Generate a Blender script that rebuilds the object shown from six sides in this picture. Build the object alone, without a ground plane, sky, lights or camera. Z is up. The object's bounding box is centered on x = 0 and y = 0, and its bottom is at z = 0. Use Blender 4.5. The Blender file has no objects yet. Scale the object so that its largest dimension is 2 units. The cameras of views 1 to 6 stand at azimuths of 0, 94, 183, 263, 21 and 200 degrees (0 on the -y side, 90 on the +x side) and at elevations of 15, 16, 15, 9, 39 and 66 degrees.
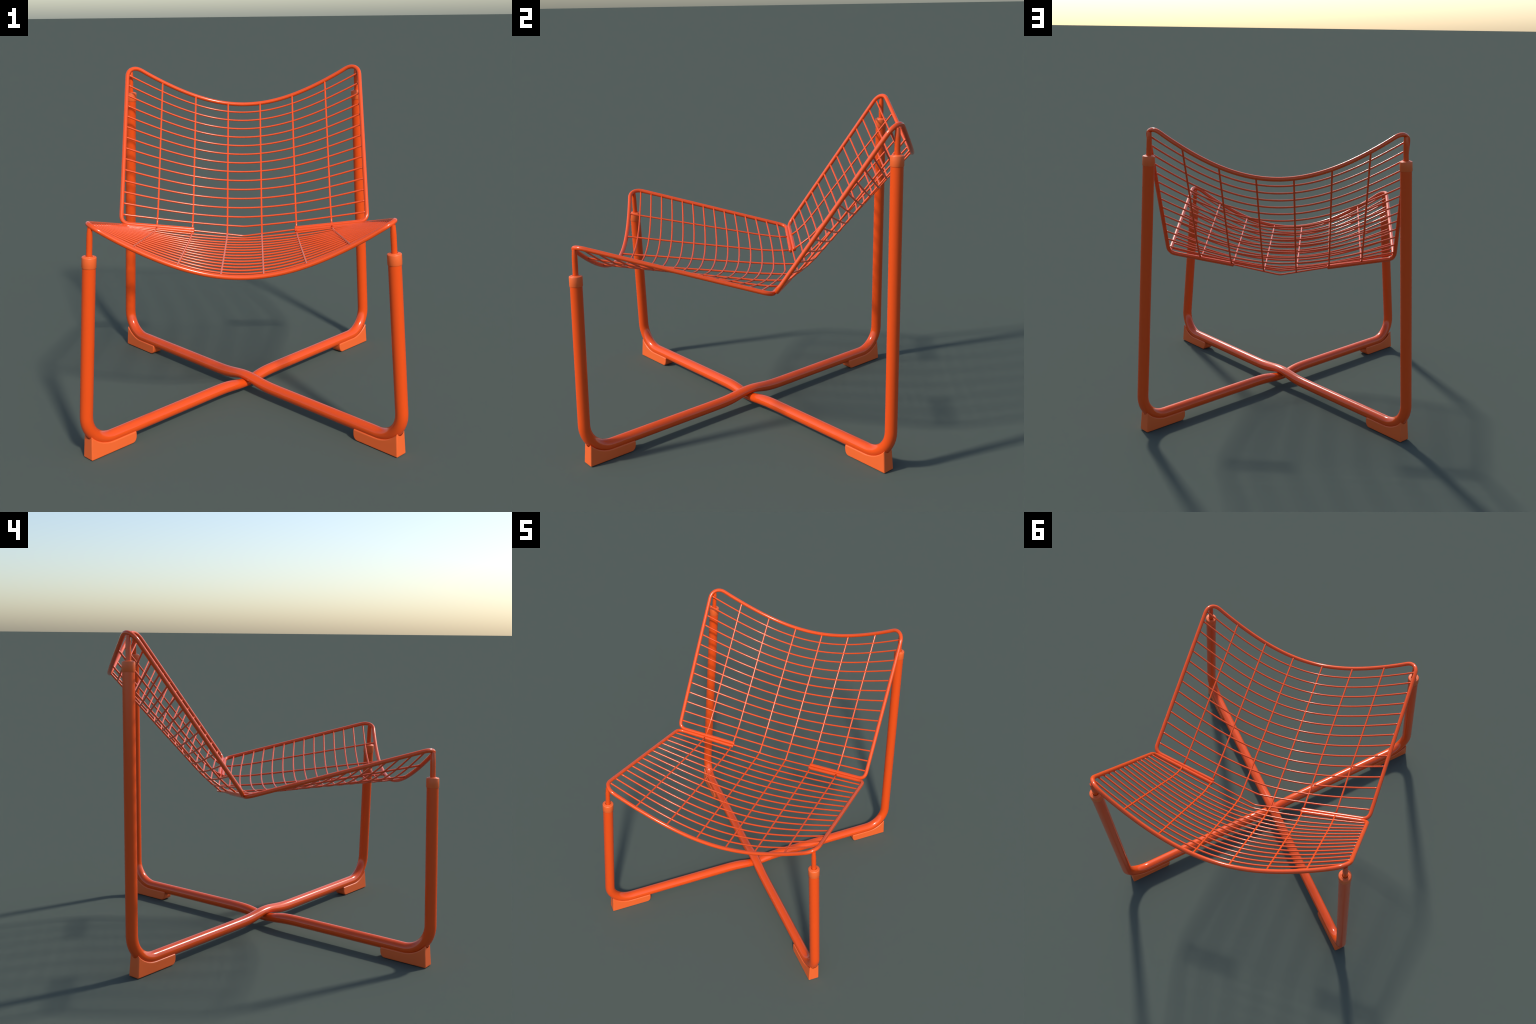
"""Orange wire-mesh lounge chair: crossed tubular base, sagging wire seat and back."""
import bpy, bmesh
from math import sin, cos, pi, sqrt, exp, atan2
from mathutils import Vector, Matrix

# ------------------------------------------------------------------ sizes (m)
R_TUBE = 0.0358      # leg tubing
R_FRAME = 0.0136     # rim of seat and back
R_CROSS = 0.0058     # thin cross wires
R_LONG = 0.0061      # thin lengthwise wires
R_ROD = 0.0161       # rods between legs and rim
RAIL_X = 0.787       # half width of the wire shell
WIRE_X = (0.1124, 0.3366, 0.5611)
N_WIRES = 14         # cross wires in the seat, and again in the back
R_BEND = 0.168       # bend between leg and base tube
X_CROSS_Y = -0.059   # where the two base tubes cross (x = 0)
Z_BASE = 0.081       # height of base tube centre line
CORNER = {'front': Vector((0.8625, -0.951, Z_BASE)), 'back': Vector((0.8625, 0.833, Z_BASE))}


def leg_axis(which, z):
    """Centre line of the (x > 0) legs; they lean inwards a little."""
    if which == 'front':
        return Vector((0.8713 - 0.0791 * z, -0.951, z))
    return Vector((0.8693 - 0.0509 * z, 0.833, z))


# ------------------------------------------------------------------ materials
def paint(name, rgb, rough, coat, grain=0.0, ior=1.5):
    m = bpy.data.materials.new(name)
    m.use_nodes = True
    nt = m.node_tree
    b = nt.nodes['Principled BSDF']
    tc = nt.nodes.new('ShaderNodeTexCoord')
    no = nt.nodes.new('ShaderNodeTexNoise')
    no.inputs['Scale'].default_value = 9.0
    no.inputs['Detail'].default_value = 3.0
    nt.links.new(tc.outputs['Object'], no.inputs['Vector'])
    mix = nt.nodes.new('ShaderNodeMix')
    mix.data_type = 'RGBA'
    mix.inputs['A'].default_value = (*[c * 0.985 for c in rgb], 1)
    mix.inputs['B'].default_value = (*[min(1, c * 1.015) for c in rgb], 1)
    nt.links.new(no.outputs['Fac'], mix.inputs['Factor'])
    nt.links.new(mix.outputs['Result'], b.inputs['Base Color'])
    b.inputs['Roughness'].default_value = rough
    b.inputs['IOR'].default_value = ior
    b.inputs['Coat Weight'].default_value = coat
    b.inputs['Coat Roughness'].default_value = 0.08
    if grain:
        n2 = nt.nodes.new('ShaderNodeTexNoise')
        n2.inputs['Scale'].default_value = 220.0
        nt.links.new(tc.outputs['Object'], n2.inputs['Vector'])
        bp = nt.nodes.new('ShaderNodeBump')
        bp.inputs['Strength'].default_value = grain
        bp.inputs['Distance'].default_value = 0.001
        nt.links.new(n2.outputs['Fac'], bp.inputs['Height'])
        nt.links.new(bp.outputs['Normal'], b.inputs['Normal'])
    return m


PAINT = paint('orange_enamel', (0.741, 0.0755, 0.0078), 0.18, 0.0)
PLASTIC = paint('orange_plastic', (0.785, 0.124, 0.0235), 0.42, 0.0)


# ------------------------------------------------------------------ helpers
def new_object(name, mesh, mat, parent, smooth=True):
    ob = bpy.data.objects.new(name, mesh)
    bpy.context.scene.collection.objects.link(ob)
    if mat and not mesh.materials:
        mesh.materials.append(mat)
    if smooth:
        mesh.shade_smooth()
    ob.parent = parent
    return ob


def fillet(points, radii, n=14):
    """Polyline with each inner corner i replaced by an arc of radius radii[i]."""
    pts = [Vector(p) for p in points]
    out = [pts[0]]
    for i in range(1, len(pts) - 1):
        r = radii.get(i, 0)
        if r <= 0:
            out.append(pts[i])
            continue
        a = (pts[i - 1] - pts[i]).normalized()
        b = (pts[i + 1] - pts[i]).normalized()
        half = a.angle(b) / 2
        t = r * cos(half) / sin(half)
        bis = (a + b).normalized()
        c = pts[i] + bis * (r / sin(half))
        p0, p1 = pts[i] + a * t - c, pts[i] + b * t - c
        ang = p0.angle(p1)
        for k in range(n + 1):
            f = k / n
            out.append(c + (p0 * sin((1 - f) * ang) + p1 * sin(f * ang)) / sin(ang))
    out.append(pts[-1])
    return out


def resample(pts, step):
    """Even spacing along a polyline (keeps the ends)."""
    d = [0.0]
    for a, b in zip(pts, pts[1:]):
        d.append(d[-1] + (b - a).length)
    n = max(2, int(d[-1] / step))
    out, j = [], 0
    for i in range(n + 1):
        s = d[-1] * i / n
        while j < len(pts) - 2 and d[j + 1] < s:
            j += 1
        f = (s - d[j]) / max(1e-9, d[j + 1] - d[j])
        out.append(pts[j].lerp(pts[j + 1], min(1, f)))
    return out


def sweep_mesh(name, pts, radius, sides=16, side_hint=None, squash=None, cap=0.0):
    """Round tube along pts. radius: number or f(i, p). squash(p) scales the section
    along its normal. cap > 0 rounds the ends by that much."""
    n = len(pts)
    tang = []
    for i in range(n):
        a, b = pts[max(0, i - 1)], pts[min(n - 1, i + 1)]
        tang.append((b - a).normalized())
    bm = bmesh.new()
    rings = []
    b0 = side_hint.copy() if side_hint else None
    if b0 is None:
        b0 = tang[0].orthogonal()

    def ring(p, t, bvec, r, sq):
        bv = (bvec - t * bvec.dot(t)).normalized()
        nv = bv.cross(t).normalized()
        rings.append([bm.verts.new(p + bv * (r * cos(2 * pi * k / sides)) + nv * (r * sq * sin(2 * pi * k / sides)))
                      for k in range(sides)])
        return bv

    rad = radius if callable(radius) else (lambda i, p: radius)
    if cap:
        r = rad(0, pts[0])
        for a in (0.0, 0.45):
            ring(pts[0] + tang[0] * (cap * (sin(a * pi / 2) if a else 0)), tang[0], b0,
                 r - cap + cap * sqrt(max(0, 1 - (1 - sin(a * pi / 2)) ** 2)), 1)
    for i in range(n):
        p = pts[i]
        if cap and i == 0:
            p = p + tang[0] * cap
        if cap and i == n - 1:
            p = p - tang[-1] * cap
        bv = ring(p, tang[i], b0, rad(i, p), squash(p) if squash else 1.0)
        if side_hint is None:
            b0 = bv
    if cap:
        r = rad(n - 1, pts[-1])
        for a in (0.45, 0.0):
            ring(pts[-1] - tang[-1] * (cap * (sin(a * pi / 2) if a else 0)), tang[-1], b0,
                 r - cap + cap * sqrt(max(0, 1 - (1 - sin(a * pi / 2)) ** 2)), 1)
    for ra, rb in zip(rings, rings[1:]):
        for k in range(sides):
            bm.faces.new((ra[k], ra[(k + 1) % sides], rb[(k + 1) % sides], rb[k]))
    bm.faces.new(list(reversed(rings[0])))
    bm.faces.new(rings[-1])
    bmesh.ops.recalc_face_normals(bm, faces=bm.faces[:])
    me = bpy.data.meshes.new(name)
    bm.to_mesh(me)
    bm.free()
    return me


def smooth_by_angle(me, deg=40):
    me.shade_smooth()
    try:
        me.set_sharp_from_angle(angle=deg * pi / 180)
    except Exception:
        pass


# ------------------------------------------------------------------ root
chair = bpy.data.objects.new('wire_lounge_chair', None)
bpy.context.scene.collection.objects.link(chair)
chair['label'] = 'bright orange wire mesh lounge chair on crossed tube legs'
chair['category'] = 'chair'

# ------------------------------------------------------------------ the wire shell
# k runs from 0 at the hinge line to N_WIRES + 1 at the outer rim.
HINGE_C = Vector((0, 0.275, 0.9416))                   # lowest point of the hinge line
HINGE_DIR = Vector((1, -0.1467, 0.1577))               # from the centre to the right


def bow(k):
    """Slight bow along the wires, zero at the first and last one."""
    return k * (k - 14) / 49.0


def seat_rail(k):
    return Vector((RAIL_X, 0.1699 - 0.07643 * k + 0.0034 * bow(k), 1.0464 + 0.0188 * k - 0.0032 * bow(k)))


def back_rail(k):
    return Vector((RAIL_X, 0.1703 + 0.04476 * k + 0.0028 * bow(k), 1.0442 + 0.06482 * k - 0.0018 * bow(k)))


def seat_sag(k):
    return Vector((0, 0.1004 - 0.00172 * k - 0.0058 * bow(k), -0.0989 - 0.01425 * k + 0.0064 * bow(k)
                   - 0.0045 * max(0.0, 1 - abs(k - 1))))


def back_sag(k):
    return Vector((0, 0.1026 + 0.00174 * k - 0.0047 * bow(k), -0.1018 - 0.01248 * k + 0.0018 * bow(k)))


def arc_profile(x, power=0.99):
    return max(0.0, cos(pi * min(1, abs(x) / RAIL_X) / 2)) ** power


def vee_weight(k, table):
    """The wires next to the hinge are bent to a V, the others to smooth curves."""
    i = min(int(k), 3)
    return table[i] + (table[i + 1] - table[i]) * min(1, k - i)


VEE = {'seat': (1.0, 0.62, 0.16, 0.0, 0.0), 'back': (1.0, 0.61, 0.15, 0.0, 0.0)}


def shell(part, x, k):
    if part == 'seat':
        rail, sag = seat_rail(k), seat_sag(k)
    else:
        rail, sag = back_rail(k), back_sag(k)
    w = vee_weight(k, VEE[part])
    p = arc_profile(x) * (1 - w) + w * (1 - sqrt(x * x + 0.00004) / RAIL_X)
    v = rail + sag * p
    v.x = x
    if k < 1:                                          # run into the hinge line itself
        h = HINGE_C + HINGE_DIR * abs(x)
        h.x = x
        v = h.lerp(v, k)
    return v


RIM_CORNER = {'seat': Vector((RAIL_X, -0.9784, 1.3305)), 'back': Vector((RAIL_X, 0.8382, 2.0290))}
RIM_SAG = {'seat': Vector((0, 0.0752, -0.3160)), 'back': Vector((0, 0.1365, -0.3032))}
HINGE_SHIFT = {'seat': Vector((0, -0.0122, -0.0054)), 'back': Vector((0, 0.0122, 0.0054))}
HINGE_END_X = 0.325


def rim_point(part, x):
    p = RIM_CORNER[part] + RIM_SAG[part] * arc_profile(x, 0.953)
    p.x = x
    return p


def rim_path(part):
    shift = HINGE_SHIFT[part]
    inner = HINGE_C + HINGE_DIR * HINGE_END_X + shift
    # corner between hinge tube and side rail, on the line of the rail
    hc = Vector((RAIL_X, 0.1600, 1.0490)) if part == 'seat' else Vector((RAIL_X, 0.1795, 1.0570))
    right = fillet([inner, hc, RIM_CORNER[part], rim_point(part, RAIL_X * 0.84)],
                   {1: 0.045, 2: 0.067 if part == 'seat' else 0.075})
    xs = [RAIL_X * (0.80 - 1.6 * i / 60) for i in range(61)]
    mid = [rim_point(part, x) for x in xs]
    left = [Vector((-p.x, p.y, p.z)) for p in reversed(right)]
    return right + mid + left


rims = {}
for part in ('seat', 'back'):
    pts = resample(rim_path(part), 0.011)
    # relax slightly so straight and curved stretches run into each other
    for _ in range(3):
        pts = [pts[0]] + [(a + b * 2 + c) / 4 for a, b, c in zip(pts, pts[1:], pts[2:])] + [pts[-1]]
    me = sweep_mesh(part + '_rim', pts, R_FRAME, 20, cap=0.005)
    rims[part] = new_object(part + '_rim', me, PAINT, chair)
    smooth_by_angle(me, 50)


def cross_wire(part, k):
    n = 72
    x1 = RAIL_X - 0.002
    pts = []
    for i in range(n + 1):
        x = -x1 + 2 * x1 * i / n
        pts.append(shell(part, x, k))
    me = sweep_mesh('cross_wire', pts, R_CROSS, 10)
    return new_object('cross_wire', me, PAINT, rims[part])


for part in ('seat', 'back'):
    for k in range(1, N_WIRES + 1):
        cross_wire(part, k)

# single wire joining the four hinge tube ends
n = 48
pts = []
for i in range(n + 1):
    x = -HINGE_END_X - 0.012 + 2 * (HINGE_END_X + 0.012) * i / n
    p = HINGE_C + HINGE_DIR * sqrt(x * x + 0.00008)
    p.x = x
    pts.append(p)
new_object('hinge_wire', sweep_mesh('hinge_wire', pts, R_CROSS, 10), PAINT, rims['seat'])


def rim_k(part, x):
    """k at which a lengthwise wire meets the rim."""
    target = rim_point(part, x)
    return min((14.3 + 0.02 * i for i in range(60)), key=lambda k: (shell(part, x, k) - target).length)


def long_run(part, x, k0):
    k1 = rim_k(part, x)
    n = 60
    pts = [shell(part, x, k0 + (k1 - k0) * i / n) for i in range(n + 1)]
    return pts


for x in WIRE_X:
    for s in (-1, 1):
        if x < HINGE_END_X - 0.05:
            a = long_run('seat', s * x, 0.0)
            b = long_run('back', s * x, 0.0)
            pts = list(reversed(a)) + b[1:]
            new_object('long_wire', sweep_mesh('long_wire', pts, R_LONG, 10), PAINT, rims['seat'])
        else:
            for part in ('seat', 'back'):
                pts = long_run(part, s * x, 0.0)
                h = HINGE_C + HINGE_DIR * x + HINGE_SHIFT[part]
                h.x = s * x
                pts = [h] + pts[4:]
                new_object('long_wire', sweep_mesh('long_wire', pts, R_LONG, 10), PAINT, rims[part])

# ------------------------------------------------------------------ base
COLLAR_BOTTOM = {'front': 1.090, 'back': 1.769}
COLLAR_LEN = 0.055


def mirrored(v, s):
    return Vector((v.x * s, v.y, v.z))


def base_path(s):
    """Leg at the front (side s), diagonal, leg at the back (side -s)."""
    cf, cb = mirrored(CORNER['front'], s), mirrored(CORNER['back'], -s)
    top_f = mirrored(leg_axis('front', COLLAR_BOTTOM['front'] + 0.02), s)
    top_b = mirrored(leg_axis('back', COLLAR_BOTTOM['back'] + 0.02), -s)
    pts = resample(fillet([top_f, cf, cb, top_b], {1: R_BEND, 2: R_BEND}, 24), 0.016)
    return pts


def bump(p, width=0.125):
    d = Vector((p.x, p.y - X_CROSS_Y, 0)).length
    return exp(-(d / width) ** 2) if p.z < 0.16 else 0.0


leg_frames = {}
for s, lift, thin in ((1, 0.027, 0.24), (-1, -0.022, 0.25)):
    pts = base_path(s)
    side = (mirrored(CORNER['front'], s) - mirrored(CORNER['back'], -s)).cross(Vector((0, 0, 1))).normalized()
    pts = [p + Vector((0, 0, lift * bump(p))) for p in pts]
    me = sweep_mesh('leg_frame', pts, R_TUBE, 32, side_hint=side,
                    squash=lambda p, t=thin: 1 - t * bump(p, 0.10))
    leg_frames[s] = new_object('leg_frame', me, PAINT, chair)
    smooth_by_angle(me, 50)


def lathe(name, profile, sides=40):
    bm = bmesh.new()
    rings = [[bm.verts.new((r * cos(2 * pi * k / sides), r * sin(2 * pi * k / sides), z)) for k in range(sides)]
             for r, z in profile]
    for ra, rb in zip(rings, rings[1:]):
        for k in range(sides):
            bm.faces.new((ra[k], ra[(k + 1) % sides], rb[(k + 1) % sides], rb[k]))
    bm.faces.new(rings[0])
    bm.faces.new(rings[-1])
    bmesh.ops.recalc_face_normals(bm, faces=bm.faces[:])
    me = bpy.data.meshes.new(name)
    bm.to_mesh(me)
    bm.free()
    return me


def round_step(r0, z0, r1, z1, n=5):
    """Quarter round from (r0, z0) going up to (r1, z1)."""
    return [(r1 + (r0 - r1) * cos(a * pi / 2 / n), z0 + (z1 - z0) * sin(a * pi / 2 / n)) for a in range(n + 1)]


L = COLLAR_LEN
collar_profile = ([(0.034, 0.0), (0.0376, 0.0005), (0.0384, 0.002)]
                  + round_step(0.0384, L - 0.001, 0.0300, L + 0.0055)
                  + [(0.0272, L + 0.0055)] + round_step(0.0262, L + 0.0062, 0.0232, L + 0.0082, 4)
                  + [(0.0192, L + 0.0082), (0.0182, L + 0.0070), (0.0180, L - 0.012), (0.004, L - 0.012)])
collar_mesh = lathe('collar', collar_profile)
collar_mesh.materials.append(PLASTIC)
smooth_by_angle(collar_mesh, 35)


def rod_mesh(length):
    prof = [(R_ROD, -0.02), (R_ROD, 0.0), (R_ROD, length * 0.62), (R_ROD * 0.97, length * 0.75),
            (R_ROD * 0.86, length * 0.92), (R_ROD * 0.80, length)]
    return lathe('support_rod', prof, 24)


ROD_TOP = {'front': 1.300, 'back': 1.974}
for which in ('front', 'back'):
    z0 = COLLAR_BOTTOM[which]
    zr = z0 + COLLAR_LEN - 0.004
    rm = rod_mesh(ROD_TOP[which] - zr)
    rm.materials.append(PAINT)
    smooth_by_angle(rm, 40)
    for s in (1, -1):
        axis = mirrored(leg_axis(which, 1) - leg_axis(which, 0), s).normalized()
        q = Vector((0, 0, 1)).rotation_difference(axis)
        owner = leg_frames[s if which == 'front' else -s]
        for name, me, z in (('collar', collar_mesh, z0), ('support_rod', rm, zr)):
            ob = new_object(name, me, None, owner, smooth=False)
            ob.rotation_mode = 'QUATERNION'
            ob.rotation_quaternion = q
            ob.location = mirrored(leg_axis(which, z), s)

# feet: moulded shoes under each bend, cut out for the tube
FOOT_OUT, FOOT_LEN, FOOT_HALF = 0.0098, 0.313, 0.0402
FOOT_ASIDE = {'front': 0.003, 'back': 0.002}        # feet sit slightly towards the sides


def foot_mesh():
    # local x runs inwards along the diagonal from the outer end face, z up
    bc = (R_BEND - FOOT_OUT, Z_BASE + R_BEND)
    prof = [(0.0, 0.0), (FOOT_LEN - 0.030, 0.0)]
    for a in range(1, 10):
        t = a / 9 * pi / 2 * 0.92
        prof.append((FOOT_LEN - 0.030 + 0.030 * sin(t), 0.036 - 0.036 * cos(t)))
    prof += [(FOOT_LEN + 0.0015, 0.046), (FOOT_LEN, 0.0645), (bc[0], 0.0645)]
    a_end = 0.922
    for i in range(1, 19):
        a = a_end * i / 18
        rho = 0.1845 - 0.0008 * i / 18
        prof.append((bc[0] - rho * sin(a), bc[1] - rho * cos(a)))
    bm = bmesh.new()
    def half(z):                                       # moulding draft: narrower towards the top
        return FOOT_HALF * (1 - 0.10 * min(z, 0.1) / 0.1)
    fr = [bm.verts.new((x, -half(z), z)) for x, z in prof]
    bk = [bm.verts.new((x, half(z), z)) for x, z in prof]
    bm.faces.new(fr)
    bm.faces.new(list(reversed(bk)))
    for i in range(len(prof)):
        j = (i + 1) % len(prof)
        bm.faces.new((fr[i], bk[i], bk[j], fr[j]))
    bmesh.ops.recalc_face_normals(bm, faces=bm.faces[:])
    me = bpy.data.meshes.new('foot')
    bm.to_mesh(me)
    bm.free()
    ob = bpy.data.objects.new('foot_blank', me)
    bpy.context.scene.collection.objects.link(ob)
    bev = ob.modifiers.new('bevel', 'BEVEL')
    bev.width = 0.0065
    bev.use_clamp_overlap = False
    bev.segments = 3
    bev.limit_method = 'ANGLE'
    bev.angle_limit = 0.75
    cut_pts = resample(fillet([(0.6, 0, Z_BASE), (-FOOT_OUT, 0, Z_BASE), (-FOOT_OUT + 0.02, 0, 0.55)],
                              {1: R_BEND}, 24), 0.012)
    cut_pts = [Vector(p) for p in cut_pts]
    cme = sweep_mesh('groove', cut_pts,
                     lambda i, p: 0.0362 + 0.0025 * max(0.0, min(1.0, (0.05 - p.x) / 0.05)), 32,
                     side_hint=Vector((0, 1, 0)))
    cut = bpy.data.objects.new('groove', cme)
    bpy.context.scene.collection.objects.link(cut)
    bo = ob.modifiers.new('groove', 'BOOLEAN')
    bo.operation = 'DIFFERENCE'
    bo.object = cut
    bo.solver = 'EXACT'
    dg = bpy.context.evaluated_depsgraph_get()
    res = bpy.data.meshes.new_from_object(ob.evaluated_get(dg))
    res.name = 'foot'
    bpy.data.objects.remove(ob)
    bpy.data.objects.remove(cut)
    res.materials.clear()
    res.materials.append(PLASTIC)
    smooth_by_angle(res, 14)
    return res


foot = foot_mesh()
for which in ('front', 'back'):
    other = 'back' if which == 'front' else 'front'
    for s in (1, -1):
        c = mirrored(CORNER[which], s)
        d = mirrored(CORNER[other], -s) - c
        d.z = 0
        d.normalize()
        ob = new_object('foot', foot, None, leg_frames[s if which == 'front' else -s], smooth=False)
        ob.rotation_euler = (0, 0, atan2(d.y, d.x))
        aside = Vector((s * abs(d.y), -d.y * abs(d.x), 0)) * FOOT_ASIDE[which]
        ob.location = (c.x + d.x * FOOT_OUT + aside.x, c.y + d.y * FOOT_OUT + aside.y, 0)
